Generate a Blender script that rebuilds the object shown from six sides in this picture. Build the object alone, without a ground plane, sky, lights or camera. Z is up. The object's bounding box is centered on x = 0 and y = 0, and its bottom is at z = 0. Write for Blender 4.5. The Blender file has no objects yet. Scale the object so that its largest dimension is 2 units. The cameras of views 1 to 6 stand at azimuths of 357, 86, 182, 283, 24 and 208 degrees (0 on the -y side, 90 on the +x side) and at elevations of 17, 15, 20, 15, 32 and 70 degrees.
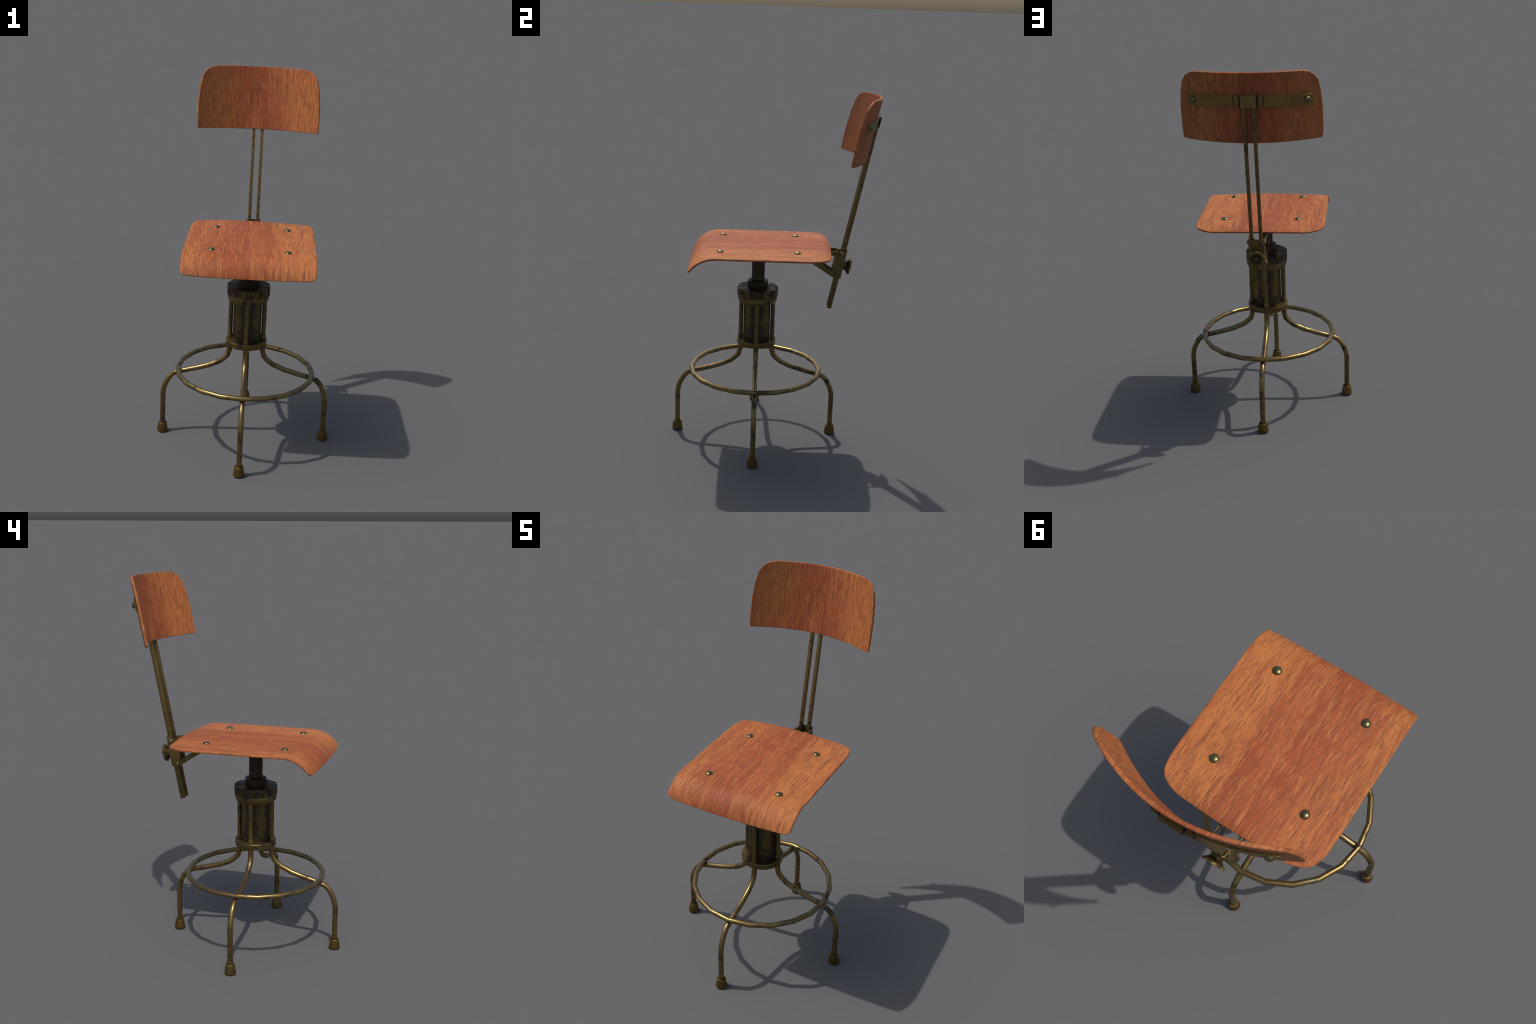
"""Vintage industrial swivel work chair: bent plywood seat and backrest on an aged brass base."""
import bpy, bmesh, math
from mathutils import Vector, Matrix

TILT = math.radians(11.12)            # lean of the back uprights
LEAN = math.tan(TILT)

# ------------------------------------------------------------------ node helpers
class Mat:
    def __init__(self, name):
        self.m = bpy.data.materials.new(name)
        self.m.use_nodes = True
        self.nt = self.m.node_tree
        self.b = self.nt.nodes["Principled BSDF"]

    def n(self, kind, **props):
        node = self.nt.nodes.new(kind)
        for k, v in props.items():
            setattr(node, k, v)
        return node

    def put(self, sock, val):
        if isinstance(val, bpy.types.NodeSocket):
            self.nt.links.new(val, sock)
        else:
            if sock.type == 'RGBA' and not hasattr(val, '__len__'):
                val = (val, val, val, 1)
            elif sock.type == 'RGBA' and len(val) == 3:
                val = (*val, 1)
            sock.default_value = val

    def coord(self, shift_by_object=False):
        c = self.n("ShaderNodeTexCoord").outputs["Object"]
        if shift_by_object:
            info = self.n("ShaderNodeObjectInfo").outputs["Random"]
            off = self.n("ShaderNodeCombineXYZ")
            for s, k in (("X", 7.0), ("Y", 13.0), ("Z", 5.0)):
                self.put(off.inputs[s], self.math('MULTIPLY', info, k))
            add = self.n("ShaderNodeVectorMath", operation='ADD')
            self.put(add.inputs[0], c); self.put(add.inputs[1], off.outputs[0])
            c = add.outputs[0]
        return c

    def scaled(self, vec, scale, loc=(0, 0, 0), rot=(0, 0, 0)):
        mp = self.n("ShaderNodeMapping")
        self.put(mp.inputs["Vector"], vec)
        mp.inputs["Scale"].default_value = scale
        mp.inputs["Location"].default_value = loc
        mp.inputs["Rotation"].default_value = rot
        return mp.outputs[0]

    def noise(self, vec, scale=1.0, detail=3.0, rough=0.5, dist=0.0):
        t = self.n("ShaderNodeTexNoise")
        self.put(t.inputs["Vector"], vec)
        t.inputs["Scale"].default_value = scale
        t.inputs["Detail"].default_value = detail
        t.inputs["Roughness"].default_value = rough
        t.inputs["Distortion"].default_value = dist
        return t.outputs["Fac"]

    def math(self, op, a, b=0.0, clamp=False):
        t = self.n("ShaderNodeMath", operation=op, use_clamp=clamp)
        self.put(t.inputs[0], a); self.put(t.inputs[1], b)
        return t.outputs[0]

    def step(self, val, lo, hi):
        t = self.n("ShaderNodeMapRange", interpolation_type='SMOOTHSTEP')
        self.put(t.inputs["Value"], val)
        t.inputs["From Min"].default_value = lo
        t.inputs["From Max"].default_value = hi
        return t.outputs["Result"]

    def mix(self, fac, a, b, blend='MIX'):
        t = self.n("ShaderNodeMix", data_type='RGBA', blend_type=blend)
        self.put(t.inputs["Factor"], fac)
        ins = [s for s in t.inputs if s.type == 'RGBA']
        self.put(ins[0], a); self.put(ins[1], b)
        return [s for s in t.outputs if s.type == 'RGBA'][0]

    def ramp(self, fac, stops):
        t = self.n("ShaderNodeValToRGB")
        self.put(t.inputs["Fac"], fac)
        els = t.color_ramp.elements
        while len(els) < len(stops):
            els.new(0.5)
        for e, (p, c) in zip(els, stops):
            e.position = p
            e.color = (*c, 1)
        return t.outputs["Color"]

    def xyz(self, vec):
        s = self.n("ShaderNodeSeparateXYZ")
        self.put(s.inputs[0], vec)
        return s.outputs

    def bump(self, height, strength, distance):
        t = self.n("ShaderNodeBump")
        t.inputs["Strength"].default_value = strength
        t.inputs["Distance"].default_value = distance
        self.put(t.inputs["Height"], height)
        self.put(self.b.inputs["Normal"], t.outputs[0])


# ------------------------------------------------------------------ materials
def wood_material(name, streak_axis_fine=(1, 1, 1), olive_side=0.0):
    """Reddish veneer; grain runs front-to-back on the seat and upright on the backrest,
    so every streak pattern is fine across X and long across Y and Z."""
    M = Mat(name)
    co = M.coord()
    x = M.xyz(co)["X"]
    # broad veneer bands across the width
    wob = M.noise(M.scaled(co, (10.0, 0.9, 0.9), (0.35, 0.0, 0.0)), 1.0, 3.0, 0.6)
    band = M.math('ADD', M.math('MULTIPLY', x, 1.15), 0.52)
    band = M.math('ADD', band, M.math('MULTIPLY', M.math('SUBTRACT', wob, 0.5), 0.85))
    base = M.ramp(band, [
        (0.00, (0.420, 0.134, 0.035)), (0.18, (0.460, 0.154, 0.040)),
        (0.34, (0.370, 0.098, 0.029)), (0.50, (0.330, 0.075, 0.024)),
        (0.60, (0.400, 0.115, 0.033)), (0.72, (0.500, 0.175, 0.046)),
        (0.88, (0.520, 0.190, 0.049)), (1.00, (0.440, 0.140, 0.038))])
    # medium streaks of paler and darker wood
    s1 = M.noise(M.scaled(co, (30, 3.0, 3.0)), 1.0, 4.0, 0.65, 0.25)
    col = M.mix(M.math('MULTIPLY', M.step(s1, 0.52, 0.70), 0.58), base, (0.560, 0.232, 0.060))
    s2 = M.noise(M.scaled(co, (36, 3.6, 3.6), (4.1, 2.2, 1.3)), 1.0, 4.0, 0.65, 0.3)
    col = M.mix(M.math('MULTIPLY', M.step(s2, 0.52, 0.70), 0.62), col, (0.250, 0.076, 0.027))
    # clouded stains
    cl = M.noise(M.scaled(co, (9.5, 6.5, 6.5), (9.0, 1.0, 3.0)), 1.0, 5.0, 0.65)
    col = M.mix(M.math('MULTIPLY', M.step(cl, 0.49, 0.70), 0.52), col, (0.235, 0.070, 0.026))
    if olive_side > 0:
        edge = M.step(M.math('ADD', M.math('MULTIPLY', x, -1.0),
                             M.math('MULTIPLY', M.math('SUBTRACT', s1, 0.5), 0.25)), 0.06, 0.28)
        col = M.mix(M.math('MULTIPLY', edge, olive_side), col, (0.335, 0.145, 0.040))
    # fine fibres and pores
    f1 = M.noise(M.scaled(co, (205, 17, 17)), 1.0, 4.0, 0.70, 0.15)
    f2 = M.noise(M.scaled(co, (165, 15, 15), (2.0, 7.0, 5.0)), 1.0, 4.0, 0.70, 0.15)
    f3 = M.noise(M.scaled(co, (230, 120, 120), (5.0, 1.0, 2.0)), 1.0, 2.0, 0.6)
    col = M.mix(M.math('MULTIPLY', M.step(f1, 0.48, 0.62), 0.76), col, (0.212, 0.070, 0.026))
    col = M.mix(M.math('MULTIPLY', M.step(f2, 0.51, 0.68), 0.70), col, (0.590, 0.242, 0.065))
    col = M.mix(M.math('MULTIPLY', M.step(f3, 0.53, 0.67), 0.50), col, (0.205, 0.070, 0.028))
    # a few long dark scores
    lo = M.noise(M.scaled(co, (120, 6, 6), (1.0, 3.0, 8.0)), 1.0, 3.0, 0.6, 0.2)
    col = M.mix(M.math('MULTIPLY', M.step(lo, 0.56, 0.68), 0.65), col, (0.170, 0.056, 0.024))
    col = M.mix(1.0, col, (0.965, 0.90, 0.985), 'MULTIPLY')      # old varnish, slightly redder and duller
    M.put(M.b.inputs["Base Color"], col)
    M.put(M.b.inputs["Roughness"], M.math('ADD', 0.52, M.math('MULTIPLY', f1, 0.18)))
    M.b.inputs["Specular IOR Level"].default_value = 0.22
    h = M.math('SUBTRACT', f2, M.math('MULTIPLY', f1, 1.0))
    M.bump(h, 0.45, 0.0012)
    return M.m


def brass_material(name, gold=(0.36, 0.255, 0.098), dark=(0.050, 0.034, 0.022), cover=0.53,
                   green=0.25, scale=1.0, rough=0.40, scratches=0.5, metallic=0.92, copper=0.3, seam_bands=()):
    """Aged brass: olive gold skin, dark brown patina in patches, faint verdigris, pale scratches."""
    M = Mat(name)
    co = M.coord(True)
    big = M.noise(co, 16.0 * scale, 5.0, 0.62, 0.3)
    small = M.noise(co, 95.0 * scale, 4.0, 0.65)
    patch = M.math('ADD', M.math('MULTIPLY', big, 0.72), M.math('MULTIPLY', small, 0.28))
    pat = M.step(patch, cover, cover + 0.10)
    pits = M.step(M.noise(co, 210.0 * scale, 2.0, 0.5), 0.62, 0.72)
    pat = M.math('MAXIMUM', pat, M.math('MULTIPLY', pits, 0.75))
    tone = M.noise(co, 7.0 * scale, 3.0, 0.5)
    warm = M.mix(M.step(tone, 0.40, 0.66), gold, (gold[0] * 0.92, gold[1] * 0.80, gold[2] * 0.90))
    gr = M.step(M.noise(M.scaled(co, (1, 1, 1), (3, 8, 1)), 12.0 * scale, 4.0, 0.6), 0.54, 0.70)
    skin = M.mix(M.math('MULTIPLY', gr, green), warm, (0.21, 0.215, 0.130))
    cu = M.step(M.noise(M.scaled(co, (1, 1, 1), (6, 2, 9)), 5.5 * scale, 3.0, 0.55), 0.50, 0.66)
    skin = M.mix(M.math('MULTIPLY', cu, copper), skin, (gold[0] * 0.80, gold[1] * 0.62, gold[2] * 1.05))
    if seam_bands:                         # dark ragged bands along fixed seams, measured from the middle
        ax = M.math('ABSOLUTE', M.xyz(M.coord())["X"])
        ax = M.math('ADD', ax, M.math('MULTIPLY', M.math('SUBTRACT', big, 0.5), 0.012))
        for lo, hi in seam_bands:
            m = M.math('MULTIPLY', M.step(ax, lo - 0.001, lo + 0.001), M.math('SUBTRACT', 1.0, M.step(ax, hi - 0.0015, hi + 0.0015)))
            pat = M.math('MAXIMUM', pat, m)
    col = M.mix(pat, skin, dark)
    # thin pale scratches
    w = M.n("ShaderNodeTexVoronoi", feature='DISTANCE_TO_EDGE')
    M.put(w.inputs["Vector"], M.scaled(co, (9 * scale, 5 * scale, 12 * scale), (1, 2, 3), (0.6, 0.4, 0.9)))
    thin = M.math('SUBTRACT', 1.0, M.step(w.outputs["Distance"], 0.004, 0.016))
    gate = M.step(M.noise(co, 22.0 * scale, 2.0, 0.5), 0.60, 0.68)
    scr = M.math('MULTIPLY', M.math('MULTIPLY', thin, gate), scratches)
    col = M.mix(scr, col, (0.50, 0.46, 0.40))
    M.put(M.b.inputs["Base Color"], col)
    M.put(M.b.inputs["Metallic"], M.math('SUBTRACT', metallic, M.math('MULTIPLY', pat, 0.25)))
    M.b.inputs["Specular IOR Level"].default_value = 0.25
    M.put(M.b.inputs["Roughness"], M.math('ADD', rough, M.math('MULTIPLY', pat, 0.18)))
    M.bump(M.math('SUBTRACT', small, pat), 0.15, 0.0010)
    return M.m


def barrel_material(name):
    """Dark bronze sleeve with worn gold patches in the bays between the four tie rods."""
    M = Mat(name)
    co = M.coord()
    p = M.xyz(co)
    ang = M.math('ARCTAN2', p["Y"], p["X"])
    bay = M.math('MULTIPLY', M.math('COSINE', M.math('MULTIPLY', ang, 4.0)), -1.0)
    mid = M.math('SUBTRACT', 1.0, M.math('MULTIPLY', M.math('ABSOLUTE', M.math('SUBTRACT', p["Z"], 0.715)), 8.5))
    n1 = M.noise(co, 30.0, 5.0, 0.65)
    n2 = M.noise(co, 130.0, 3.0, 0.6)
    v = M.math('ADD', M.math('MULTIPLY', bay, 0.40), M.math('MULTIPLY', mid, 0.38))
    v = M.math('ADD', v, M.math('MULTIPLY', M.math('SUBTRACT', n1, 0.5), 2.0))
    v = M.math('ADD', v, M.math('MULTIPLY', M.math('SUBTRACT', n2, 0.5), 0.7))
    m = M.step(v, 0.32, 0.52)
    gold = M.mix(M.step(n2, 0.42, 0.62), (0.175, 0.128, 0.042), (0.120, 0.086, 0.034))
    M.put(M.b.inputs["Base Color"], M.mix(m, (0.064, 0.042, 0.028), gold))
    M.put(M.b.inputs["Metallic"], M.math('ADD', 0.70, M.math('MULTIPLY', m, 0.20)))
    M.b.inputs["Roughness"].default_value = 0.48
    M.bump(m, 0.2, 0.0008)
    return M.m


WOOD_SEAT = wood_material("seat_veneer")
WOOD_BACK = wood_material("backrest_veneer", olive_side=0.45)
BRASS = brass_material("aged_brass", gold=(0.215, 0.150, 0.050), dark=(0.055, 0.037, 0.024), cover=0.50, green=0.15)
BRASS_FLAT = brass_material("aged_brass_flat", gold=(0.205, 0.150, 0.050), dark=(0.060, 0.041, 0.029), cover=0.53, green=0.12, scale=1.5, rough=0.50, copper=0.2)
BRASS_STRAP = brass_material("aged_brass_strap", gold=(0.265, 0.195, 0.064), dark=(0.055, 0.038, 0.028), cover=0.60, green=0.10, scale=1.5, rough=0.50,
                             copper=0.1, scratches=0.7, seam_bands=((0.0380, 0.0470), (0.0680, 0.0725)))
BRASS_TUBE = brass_material("aged_brass_tube", gold=(0.275, 0.196, 0.068), dark=(0.068, 0.048, 0.031), cover=0.51, green=0.55, scale=1.2, rough=0.34, copper=0.35)
BRASS_FOOT = brass_material("aged_brass_cap", gold=(0.185, 0.125, 0.036), dark=(0.07, 0.05, 0.03), cover=0.60, green=0.0, scale=1.2, rough=0.50, copper=0.2)
BRASS_KNOB = brass_material("polished_brass_stud", gold=(0.215, 0.178, 0.076), cover=0.74, green=0.5, scale=1.5, rough=0.24, scratches=0.2, copper=0.0)
BRONZE = brass_material("dark_bronze", gold=(0.150, 0.106, 0.040), dark=(0.058, 0.040, 0.028), cover=0.445, green=0.0, scale=1.3, rough=0.45)
IRON = brass_material("dark_iron", gold=(0.075, 0.056, 0.034), dark=(0.052, 0.039, 0.027), cover=0.45, green=0.0, scale=1.0, rough=0.42, scratches=0.1)
BARREL = barrel_material("worn_barrel_bronze")

# ------------------------------------------------------------------ geometry helpers
root = bpy.data.objects.new("swivel_chair", None)
bpy.context.scene.collection.objects.link(root)
root.location = (0.0006, -0.0822, 0.0)
root.rotation_euler = (0, 0, math.radians(-3.53))
root["label"] = "industrial swivel chair, red plywood seat, aged brass base"
root["category"] = "chair"


def add(name, mesh, mat, parent=root, smooth=28.0):
    o = bpy.data.objects.new(name, mesh)
    bpy.context.scene.collection.objects.link(o)
    o.parent = parent
    if mat and not mesh.materials:
        mesh.materials.append(mat)
    if smooth is not None:
        mesh.shade_smooth()
        mesh.set_sharp_from_angle(angle=math.radians(smooth))
    return o


def mesh_from(bm, name):
    bmesh.ops.recalc_face_normals(bm, faces=bm.faces)
    me = bpy.data.meshes.new(name)
    bm.to_mesh(me)
    bm.free()
    return me


def lathe(name, profile, seg=32, phase=0.0):
    """Closed solid of revolution about Z from (radius, z) points, axis ends capped."""
    bm = bmesh.new()
    rings = []
    for r, z in profile:
        rings.append([bm.verts.new((r * math.cos(phase + 2 * math.pi * i / seg),
                                    r * math.sin(phase + 2 * math.pi * i / seg), z)) for i in range(seg)])
    for a, b in zip(rings, rings[1:]):
        for i in range(seg):
            j = (i + 1) % seg
            bm.faces.new((a[i], a[j], b[j], b[i]))
    bm.faces.new(rings[0]); bm.faces.new(rings[-1])
    return mesh_from(bm, name)


def box(name, x, y, z, bevel=0.0015, shear=True):
    """Box given by ranges; y is measured from the leaning back line when shear is set."""
    bm = bmesh.new()
    bmesh.ops.create_cube(bm, size=1)
    for v in bm.verts:
        v.co = Vector((x[0] + (v.co.x + .5) * (x[1] - x[0]),
                       y[0] + (v.co.y + .5) * (y[1] - y[0]),
                       z[0] + (v.co.z + .5) * (z[1] - z[0])))
    if bevel:
        bmesh.ops.bevel(bm, geom=bm.edges[:], offset=bevel, segments=2, affect='EDGES', profile=0.5)
    return bm


def tube(name, pts, radius, sides=12, closed=False):
    """Mitred tube along a polyline."""
    pts = [Vector(p) for p in pts]
    n = len(pts)
    bm = bmesh.new()
    rings = []
    for i, p in enumerate(pts):
        if closed:
            d0 = (p - pts[i - 1]).normalized(); d1 = (pts[(i + 1) % n] - p).normalized()
        else:
            d0 = (p - pts[max(i - 1, 0)]).normalized() if i else (pts[1] - p).normalized()
            d1 = (pts[i + 1] - p).normalized() if i < n - 1 else d0
        t = (d0 + d1).normalized()
        side = SIDE_AXIS(p)
        side = (side - t * side.dot(t)).normalized()
        up = t.cross(side)
        stretch = 1.0 / max(0.3, t.dot(d1))
        ring = []
        for k in range(sides):
            a = 2 * math.pi * (k + 0.5) / sides
            s, u = math.cos(a), math.sin(a)
            ring.append(bm.verts.new(p + side * (radius * s) * (stretch if STRETCH == 's' else 1)
                                     + up * (radius * u) * (stretch if STRETCH == 'u' else 1)))
        rings.append(ring)
    pairs = list(zip(rings, rings[1:])) + ([(rings[-1], rings[0])] if closed else [])
    for a, b in pairs:
        for k in range(sides):
            j = (k + 1) % sides
            bm.faces.new((a[k], a[j], b[j], b[k]))
    if not closed:
        bm.faces.new(rings[0]); bm.faces.new(rings[-1])
    return mesh_from(bm, name)


def interp(table, s):
    for (a, va), (b, vb) in zip(table, table[1:]):
        if s <= b:
            return va + (vb - va) * (s - a) / (b - a)
    return table[-1][1]


def plate(name, width, rows, cols, place, thickness, round_edge):
    """Bent plywood: rows of half-widths mapped through place(x, s); thickened and rounded."""
    bm = bmesh.new()
    grid = []
    for s in rows:
        w = interp(width, s)
        grid.append([bm.verts.new(place(w * (2 * c / cols - 1), s)) for c in range(cols + 1)])
    for a, b in zip(grid, grid[1:]):
        for c in range(cols):
            bm.faces.new((a[c], a[c + 1], b[c + 1], b[c]))
    bm.normal_update()
    half = thickness / 2
    normals = {v: v.normal.copy() for v in bm.verts}
    edge_in = round_edge * 0.55
    # boundary ring order
    loop = grid[0][:] + [r[-1] for r in grid[1:-1]] + grid[-1][::-1] + [r[0] for r in grid[-2:0:-1]]
    out = bmesh.new()
    cen = sum((v.co for v in loop), Vector()) / len(loop)
    top, bot = {}, {}
    bound = set(loop)
    inward = {}
    L = len(loop)
    for i, v in enumerate(loop):
        t = (loop[(i + 1) % L].co - loop[i - 1].co).normalized()
        d = t.cross(normals[v]).normalized()
        if d.dot(cen - v.co) < 0:
            d = -d
        inward[v] = d
    for v in bm.verts:
        shift = inward[v] * edge_in if v in bound else Vector()
        top[v] = out.verts.new(v.co + normals[v] * half + shift)
        bot[v] = out.verts.new(v.co - normals[v] * half + shift)
    for f in bm.faces:
        out.faces.new([top[v] for v in f.verts])
        out.faces.new([bot[v] for v in reversed(f.verts)])
    bands = []
    for frac, push in ((0.62, 0.0), (-0.62, 0.0)):
        bands.append([out.verts.new(v.co + normals[v] * half * frac + inward[v] * push) for v in loop])
    chain = [[top[v] for v in loop]] + bands + [[bot[v] for v in loop]]
    for a, b in zip(chain, chain[1:]):
        for i in range(L):
            j = (i + 1) % L
            out.faces.new((a[i], a[j], b[j], b[i]))
    bm.free()
    return mesh_from(out, name)


def dome(name, r, h, seg=20, rings=6, skirt=0.001):
    prof = [(r * 0.97, -skirt), (r, 0.0)]
    for i in range(1, rings):
        a = math.pi / 2 * i / rings
        prof.append((r * math.cos(a), h * math.sin(a)))
    prof.append((r * 0.04, h))
    return lathe(name, prof, seg)


def merge(dst, src):
    me = bpy.data.meshes.new("piece")
    src.to_mesh(me); src.free()
    dst.from_mesh(me)
    bpy.data.meshes.remove(me)


# ------------------------------------------------------------------ seat
SEAT_Z, SEAT_T = 1.1412, 0.0105
SEAT_WIDTH = [(0.0, 0.312), (0.008, 0.330), (0.026, 0.3405), (0.10, 0.3420), (0.77, 0.3425),
              (0.887, 0.3390), (0.9455, 0.3280), (0.966, 0.3150), (0.980, 0.3000), (0.991, 0.2780), (1.0, 0.2400)]


def ease(v):
    v = min(1.0, max(0.0, v))
    return v * v * (3 - 2 * v)


def seat_point(x, s):
    """Slightly crowned sheet: waterfall bend at the front, small roll-down along the rear rim."""
    q = max(0.0, 1 - (x / 0.3425) ** 2)
    back = 0.402 - 0.163 * x * x
    front = -0.4270 + 0.172 * x * x
    bend, radius = -0.230 - 0.033 * q, 0.172 - 0.047 * q
    t = front + s * (back - front)
    z = SEAT_Z + q * (0.0043 + 0.0044 * ease((t + 0.25) / 0.38))
    if t >= bend:
        roll = max(0.0, (t - back + 0.040) / 0.040)
        return Vector((x, t, z - 0.0105 * roll ** 2))
    a = (bend - t) / radius
    return Vector((x, bend - radius * math.sin(a), z - radius * (1 - math.cos(a))))


rows = sorted(set([s for s, _ in SEAT_WIDTH] + [i / 64 for i in range(65)] + [0.96, 0.99]))
seat = add("seat", plate("seat", SEAT_WIDTH, rows, 36, seat_point, SEAT_T, 0.004), WOOD_SEAT, smooth=32)

stud_mesh = dome("seat_rivet", 0.0195, 0.0105)
stud_mesh.materials.append(BRASS_KNOB)
for sx in (-1, 1):
    for y in (-0.2105, 0.2115):
        o = add("rivet", stud_mesh, BRASS_KNOB, seat)
        o.location = (0.1962 * sx, y, SEAT_Z + SEAT_T / 2 + (0.0064 if y > 0 else 0.0036) - 0.0008)

# ------------------------------------------------------------------ backrest panel
BACK_T = 0.013
BACK_WIDTH = [(0.0, 0.330), (0.010, 0.3375), (0.035, 0.3415), (0.20, 0.3435), (0.47, 0.3420), (0.679, 0.3355),
              (0.849, 0.3235), (0.938, 0.3035), (0.985, 0.2785), (1.0, 0.2445)]
BACK_Y = 0.6385


def back_sag(x):
    return 0.91 * x * x


def back_point(x, s):
    zb = 1.6512 + 0.050 * back_sag(x)
    z = zb + s * (1.9985 - zb)
    return Vector((x, BACK_Y + (z - 2.0) * LEAN - back_sag(x), z))


rows = sorted(set([s for s, _ in BACK_WIDTH] + [i / 24 for i in range(25)]))
backrest = add("backrest", plate("backrest", BACK_WIDTH, rows, 40, back_point, BACK_T, 0.004), WOOD_BACK, smooth=32)

# ------------------------------------------------------------------ strap across the back of the backrest
STRAP_Z = (1.8335, 1.8905)


def panel_back(x, z):
    return BACK_Y + (z - 2.0) * LEAN - back_sag(x) + BACK_T / 2 * math.sqrt(1 + LEAN ** 2 + (1.82 * x) ** 2)


def wrap_band(name, x0, x1, depth0, depth1, flat=None, n=24, zr=STRAP_Z):
    """Band hugging the panel back from depth0 to depth1, or ending at a flat plane behind it."""
    bm = bmesh.new()
    prev = None
    first = None
    for i in range(n + 1):
        x = x0 + (x1 - x0) * i / n
        ring = []
        dip = 0.006 * (x / 0.3) ** 2
        for z, which in ((zr[0] - dip, 0), (zr[1] - dip, 0), (zr[1] - dip, 1), (zr[0] - dip, 1)):
            y = panel_back(x, z)
            if which == 0:
                y += depth0
            elif flat is None:
                y += depth1 * math.sqrt(1 + (1.82 * x) ** 2)
            else:
                y = panel_back(0, z) + flat
            ring.append(bm.verts.new((x, y, z)))
        if prev:
            for k in range(4):
                j = (k + 1) % 4
                bm.faces.new((prev[k], prev[j], ring[j], ring[k]))
        else:
            first = ring
        prev = ring
    bm.faces.new(first); bm.faces.new(prev)
    bmesh.ops.recalc_face_normals(bm, faces=bm.faces)
    sharp = [e for e in bm.edges if len(e.link_faces) == 2 and e.calc_face_angle() > 0.8]
    bmesh.ops.bevel(bm, geom=sharp, offset=0.0008, segments=1, affect='EDGES')
    return mesh_from(bm, name)


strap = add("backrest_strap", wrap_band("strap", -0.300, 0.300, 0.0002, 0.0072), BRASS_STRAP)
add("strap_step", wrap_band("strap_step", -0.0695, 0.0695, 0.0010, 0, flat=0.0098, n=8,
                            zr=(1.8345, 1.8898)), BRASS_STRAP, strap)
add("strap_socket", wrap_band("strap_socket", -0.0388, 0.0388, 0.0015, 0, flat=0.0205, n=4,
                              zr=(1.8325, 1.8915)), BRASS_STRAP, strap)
back_stud = dome("strap_rivet", 0.0172, 0.0145, seg=14, rings=5)
back_stud.materials.append(BRASS_KNOB)
for sx in (-1, 1):
    x = 0.2735 * sx
    z = 1.8595
    o = add("rivet", back_stud, BRASS_KNOB, strap)
    nrm = Vector((1.82 * x, 1.0, -LEAN)).normalized()
    o.location = (x, panel_back(x, z) + 0.0078, z)
    o.rotation_mode = 'QUATERNION'
    o.rotation_quaternion = Vector((0, 0, 1)).rotation_difference(nrm)

# ------------------------------------------------------------------ twin uprights
def lean_back_y(z):
    """Back face line of the uprights."""
    return 0.4232 + LEAN * (z - 0.784)


def leaning(bm, z_ref):
    """Rotate a piece built upright around z_ref onto the leaning back line."""
    m = Matrix.Translation((0, lean_back_y(z_ref), z_ref)) @ Matrix.Rotation(-TILT, 4, 'X')
    bmesh.ops.transform(bm, matrix=m, verts=bm.verts)
    return bm


BAR_LEN = (1.836 - 0.787) / math.cos(TILT)
bm = box("upright", (-0.0087, 0.0087), (-0.024, 0.0), (0.0, BAR_LEN), 0.0016)
bar_mesh = mesh_from(leaning(bm, 0.787), "upright")
bar_mesh.materials.append(BRASS_FLAT)
for sx in (-1, 1):
    o = add("upright", bar_mesh, BRASS_FLAT)
    o.location.x = 0.0238 * sx

# ------------------------------------------------------------------ height bracket gripping the uprights
BK = 0.0055                           # wall thickness
Z0 = 0.9710
H = (1.1365 - Z0) / math.cos(TILT)
D = 0.0555
bm = box("b", (-0.0402, 0.0402), (0.0012, 0.0012 + BK), (0, H), 0.001)
for sx in (-1, 1):
    xs = sorted((0.0402 * sx, 0.0352 * sx))
    merge(bm, box("b", xs, (0.0012 + BK - D, 0.0022), (0.0004, H - 0.0004), 0.001))
    xs = sorted((0.0396 * sx, 0.0105 * sx))
    merge(bm, box("b", xs, (0.0018 + BK - D, 0.0018 + 2 * BK - D), (0.0008, H - 0.0008), 0.001))
for v in bm.verts:                     # top is cut sloping down towards the seat
    if v.co.z > H * 0.7:
        v.co.z += (v.co.y - 0.0012 - BK) * 0.43
bracket = add("height_bracket", mesh_from(leaning(bm, Z0), "height_bracket"), BRASS_FLAT)

# hand wheel with a ten pointed rim
def hand_wheel():
    bm = bmesh.new()
    pts = 10
    per = 6
    n = pts * per
    def rim(k, scale=1.0):
        f = (k % per) / per
        scoop = math.sin(math.pi * f) ** 0.8
        return (0.0490 - 0.0062 * scoop) * scale
    def ring(fn, y):
        return [bm.verts.new((fn(k) * math.sin(2 * math.pi * k / n), y, fn(k) * math.cos(2 * math.pi * k / n))) for k in range(n)]
    r = [ring(lambda k: 0.0300, 0.0372), ring(lambda k: rim(k) - 0.0012, 0.0372), ring(lambda k: rim(k), 0.0384),
         ring(lambda k: rim(k), 0.0460), ring(lambda k: rim(k) - 0.0012, 0.0470),
         ring(lambda k: 0.0340, 0.0470), ring(lambda k: 0.0320, 0.0400), ring(lambda k: 0.0300, 0.0390)]
    for a, b in zip(r, r[1:] + r[:1]):
        for k in range(n):
            j = (k + 1) % n
            bm.faces.new((a[k], a[j], b[j], b[k]))
    return bm


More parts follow.
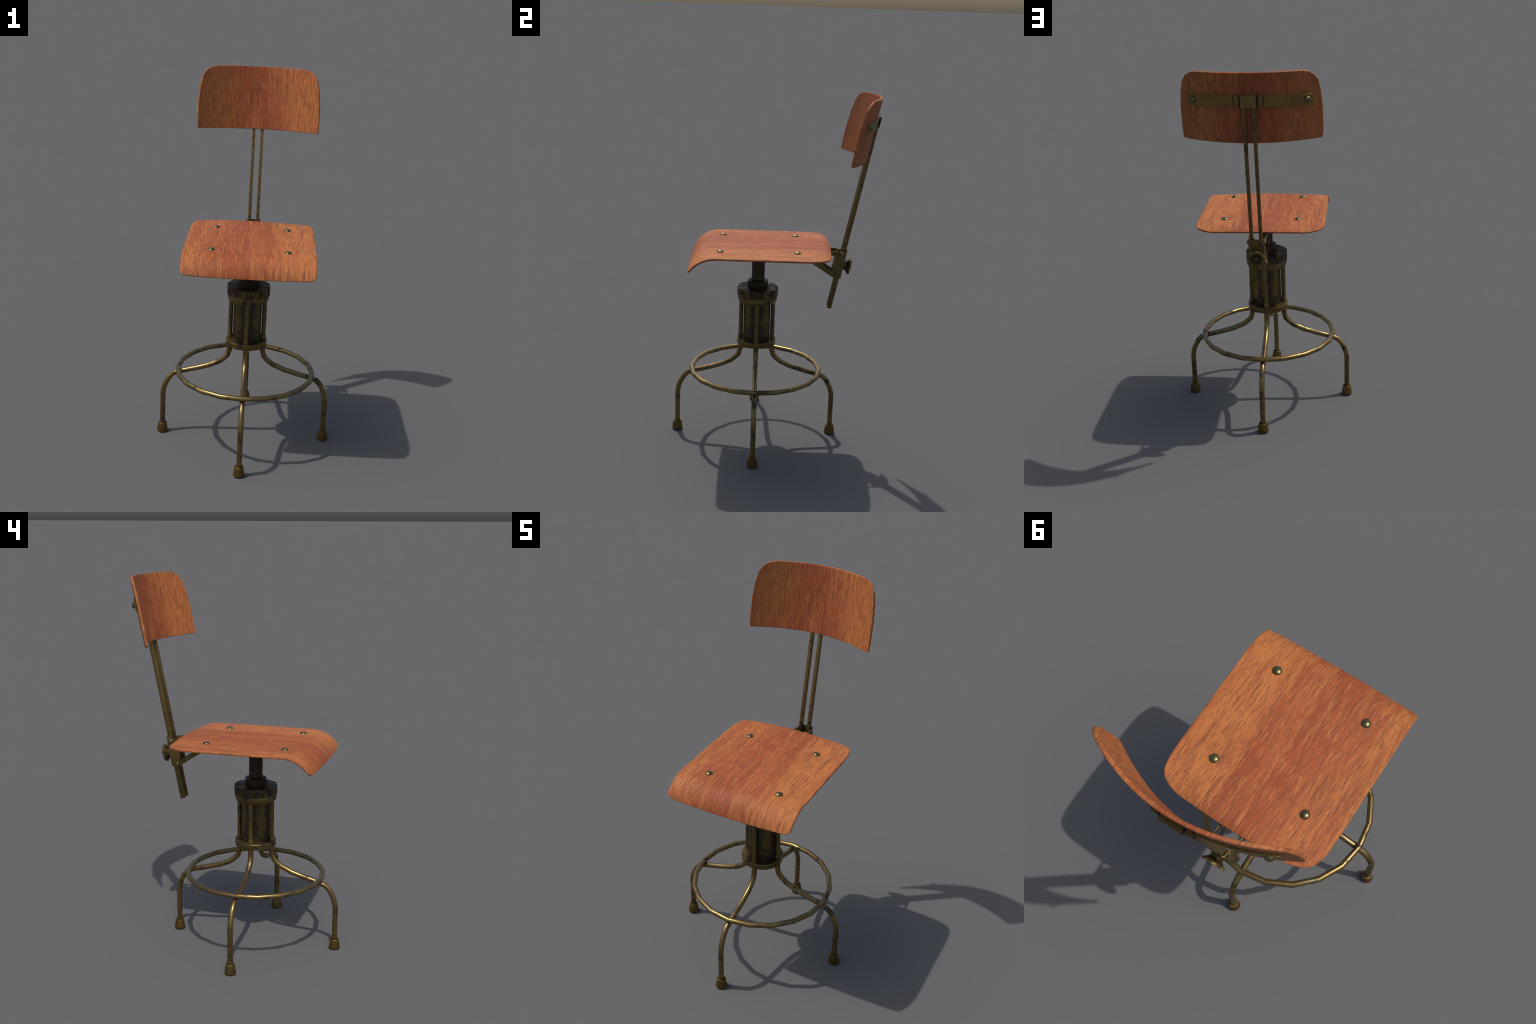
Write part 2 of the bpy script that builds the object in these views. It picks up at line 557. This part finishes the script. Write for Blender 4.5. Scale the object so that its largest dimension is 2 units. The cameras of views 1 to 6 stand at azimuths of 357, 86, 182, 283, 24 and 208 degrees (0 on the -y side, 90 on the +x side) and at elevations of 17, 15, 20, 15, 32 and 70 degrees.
bm = hand_wheel()
m = Matrix.Translation((0, lean_back_y(1.044) + 0.0008, 1.044)) @ Matrix.Rotation(-TILT, 4, 'X')
bmesh.ops.transform(bm, matrix=m, verts=bm.verts)
wheel = add("hand_wheel", mesh_from(bm, "hand_wheel"), BRASS, bracket, smooth=28)
hub = lathe("wheel_dish", [(0.0310, 0.0366), (0.0314, 0.0392), (0.0250, 0.0381), (0.0105, 0.0381)], 24)
pin = lathe("wheel_pin", [(0.0100, 0.0370), (0.0098, 0.0425), (0.0086, 0.0440), (0.0010, 0.0445)], 16)
spin = Matrix.Translation((0, lean_back_y(1.044) + 0.0008, 1.044)) @ Matrix.Rotation(-TILT, 4, 'X') @ Matrix.Rotation(-math.pi / 2, 4, 'X')
boss = lathe("wheel_boss", [(0.0265, 0.0), (0.0265, 0.0220), (0.0425, 0.0366), (0.0425, 0.0376), (0.0060, 0.0376)], 30)
for nm, me, mt in (("wheel_dish", hub, IRON), ("wheel_pin", pin, BRASS), ("wheel_boss", boss, BRONZE)):
    me.transform(spin)
    add(nm, me, mt, wheel)

# ------------------------------------------------------------------ support arms between bracket and seat
PIVOT_HI = (0.4705, 1.1115)
PIVOT_LO = (0.4335, 0.9865)


def flat_arm(name, pts, half, t, round_end=6):
    """Flat strap of metal in the YZ plane along pts, rounded at its first end."""
    pts = [Vector((0, *p)) for p in pts]
    up, dn = [], []
    for i, p in enumerate(pts):
        d = (pts[min(i + 1, len(pts) - 1)] - pts[max(i - 1, 0)]).normalized()
        nrm = Vector((0, -d.z, d.y))
        up.append(p + nrm * half); dn.append(p - nrm * half)
    d = (pts[0] - pts[1]).normalized()
    cap = []
    a0 = (up[0] - pts[0]).normalized()
    for k in range(1, round_end):
        a = math.pi * k / round_end
        cap.append(pts[0] + (a0 * math.cos(a) + d * math.sin(a)) * half)
    outline = up[::-1] + cap + dn
    bm = bmesh.new()
    a = [bm.verts.new(p + Vector((-t / 2, 0, 0))) for p in outline]
    b = [bm.verts.new(p + Vector((t / 2, 0, 0))) for p in outline]
    k = len(outline)
    bm.faces.new(a); bm.faces.new(b)
    for i in range(k):
        j = (i + 1) % k
        bm.faces.new((a[i], a[j], b[j], b[i]))
    bmesh.ops.triangulate(bm, faces=[f for f in bm.faces if len(f.verts) > 4])
    return mesh_from(bm, name)


arm_hi = flat_arm("upper_arm", [PIVOT_HI, (0.452, 1.1150), (0.425, 1.1172), (0.20, 1.1190), (-0.19, 1.1190)], 0.0120, 0.0048)
arm_lo = flat_arm("lower_arm", [PIVOT_LO, (0.41, 1.0015), (0.31, 1.0655), (0.215, 1.1255)], 0.0125, 0.0046)
bolt_mesh = dome("pivot_bolt", 0.0108, 0.0065, seg=12, rings=4)
bolt_mesh.materials.append(BRASS_KNOB)
for sx in (-1, 1):
    for me, piv in ((arm_hi, PIVOT_HI), (arm_lo, PIVOT_LO)):
        o = add("support_arm", me, BRASS_FLAT)
        o.location.x = 0.0428 * sx
        bolt = add("pivot_bolt", bolt_mesh, BRASS_KNOB, bracket)
        bolt.location = (0.0451 * sx, piv[0], piv[1])
        bolt.rotation_euler = (0, math.pi / 2 * sx, 0)

# cross straps under the seat that the four rivets clamp
for y in (-0.2105, 0.2115):
    bm = box("seat_cross_strap", (-0.225, 0.225), (y - 0.016, y + 0.016), (1.1272, 1.1344), 0.001)
    add("seat_cross_strap", mesh_from(bm, "seat_cross_strap"), BRASS_FLAT)

# ------------------------------------------------------------------ swivel column
add("seat_post", lathe("seat_post", [(0.0350, 0.860), (0.0368, 0.862), (0.0368, 1.104), (0.060, 1.108), (0.075, 1.1258), (0.075, 1.1268)], 20), IRON)
add("post_collar", lathe("post_collar", [(0.057, 0.880), (0.057, 0.9365), (0.0555, 0.9385), (0.040, 0.9385)], 32), IRON)

# crown of wedge blocks, two facets to a wedge, each wedge stepped like a ratchet
def crown_wedge():
    bm = bmesh.new()
    gap = math.radians(0.80)
    a = [gap, math.radians(18), math.radians(36) - gap]
    r_out = [0.1166, 0.1162, 0.1146]
    r_in = [0.046] * 3
    z0, z1 = 0.8490, 0.8972
    lift = [0.0010, 0.0005, 0.0]
    g = {}
    for i in range(3):
        for nm, r in (("o", r_out[i]), ("i", r_in[i])):
            for lev, z in (("b", z0), ("t", z1 + (lift[i] if nm == "o" else 0))):
                g[nm, lev, i] = bm.verts.new((r * math.cos(a[i]), r * math.sin(a[i]), z))
    for i in (0, 1):
        j = i + 1
        bm.faces.new((g["o", "b", i], g["o", "b", j], g["o", "t", j], g["o", "t", i]))
        bm.faces.new((g["i", "b", i], g["i", "t", i], g["i", "t", j], g["i", "b", j]))
        bm.faces.new((g["o", "t", i], g["o", "t", j], g["i", "t", j], g["i", "t", i]))
        bm.faces.new((g["o", "b", i], g["i", "b", i], g["i", "b", j], g["o", "b", j]))
    for i in (0, 2):
        bm.faces.new((g["o", "b", i], g["o", "t", i], g["i", "t", i], g["i", "b", i]))
    bmesh.ops.recalc_face_normals(bm, faces=bm.faces)
    bmesh.ops.bevel(bm, geom=[e for e in bm.edges if e.calc_face_angle() > 0.2], offset=0.0005, segments=1, affect='EDGES')
    return mesh_from(bm, "crown_wedge")


crown = add("crown", lathe("crown", [(0.108, 0.8465), (0.110, 0.850), (0.110, 0.8905), (0.036, 0.8905)], 40), IRON)
wm = crown_wedge()
wm.materials.append(BRONZE)
for k in range(10):
    o = add("crown_wedge", wm, BRONZE, crown, smooth=10)
    o.rotation_euler.z = math.radians(36 * k + 15)

add("upper_flange", lathe("upper_flange", [(0.080, 0.8120), (0.1040, 0.8120), (0.1075, 0.8165), (0.1120, 0.8260), (0.1125, 0.8450), (0.1110, 0.8488), (0.09, 0.8488)], 40), BRASS)
add("barrel", lathe("barrel", [(0.0763, 0.588), (0.0763, 0.815)], 40), BARREL)
add("lower_flange", lathe("lower_flange", [(0.1065, 0.5562), (0.1110, 0.5580), (0.1120, 0.5620), (0.1120, 0.5870), (0.1105, 0.5895), (0.06, 0.5897)], 40), BRASS)

rod_mesh = lathe("tie_rod", [(0.0120, 0.588), (0.0120, 0.814)], 12)
rod_mesh.materials.append(BRASS_FLAT)
nut_mesh = lathe("rod_nut", [(0.0142, 0.588), (0.0142, 0.6095), (0.0132, 0.6118), (0.008, 0.6118)], 10)
nut_mesh.materials.append(BRASS_FLAT)
# ------------------------------------------------------------------ legs with foot caps, one under each tie rod
LEG = [(0.092, 0.562), (0.092, 0.516), (0.102, 0.484), (0.1225, 0.4625), (0.146, 0.4435), (0.206, 0.4160), (0.2625, 0.3990),
       (0.360, 0.3725), (0.399, 0.3580), (0.4220, 0.3310), (0.4380, 0.3000), (0.4490, 0.2680), (0.4535, 0.2400), (0.4535, 0.012)]
SIDE_AXIS = lambda p: Vector((0, 1, 0))
STRETCH = 'u'
leg_mesh = tube("leg", [(r, 0, z) for r, z in LEG], 0.0146, 12)
leg_mesh.materials.append(BRASS_TUBE)
cap_mesh = lathe("foot_cap", [(0.0265, 0.0), (0.0304, 0.0040), (0.0304, 0.0075), (0.0236, 0.0530), (0.0222, 0.0545), (0.0180, 0.0545), (0.0168, 0.0490), (0.0120, 0.0490)], 20)
cap_mesh.materials.append(BRASS_FOOT)
for k in range(4):
    a = math.pi / 2 * k
    leg = add("leg", leg_mesh, BRASS_TUBE, smooth=60)
    leg.rotation_euler.z = a
    cap = add("foot_cap", cap_mesh, BRASS_FOOT, leg)
    cap.location = (0.4535, 0, 0)
    rod = add("tie_rod", rod_mesh, BRASS_FLAT)
    rod.location = (0.0915 * math.cos(a), 0.0915 * math.sin(a), 0)
    add("rod_nut", nut_mesh, BRASS_FLAT, rod)

# ------------------------------------------------------------------ foot ring resting on the legs: twenty straight runs
SIDE_AXIS = lambda p: Vector((p.x, p.y, 0)).normalized()
STRETCH = 's'
add("foot_ring", tube("foot_ring", [(0.3725 * math.cos(math.radians(18 * k)), 0.3725 * math.sin(math.radians(18 * k)), 0.398) for k in range(20)],
                      0.0140, 12, closed=True), BRASS_TUBE, smooth=60)
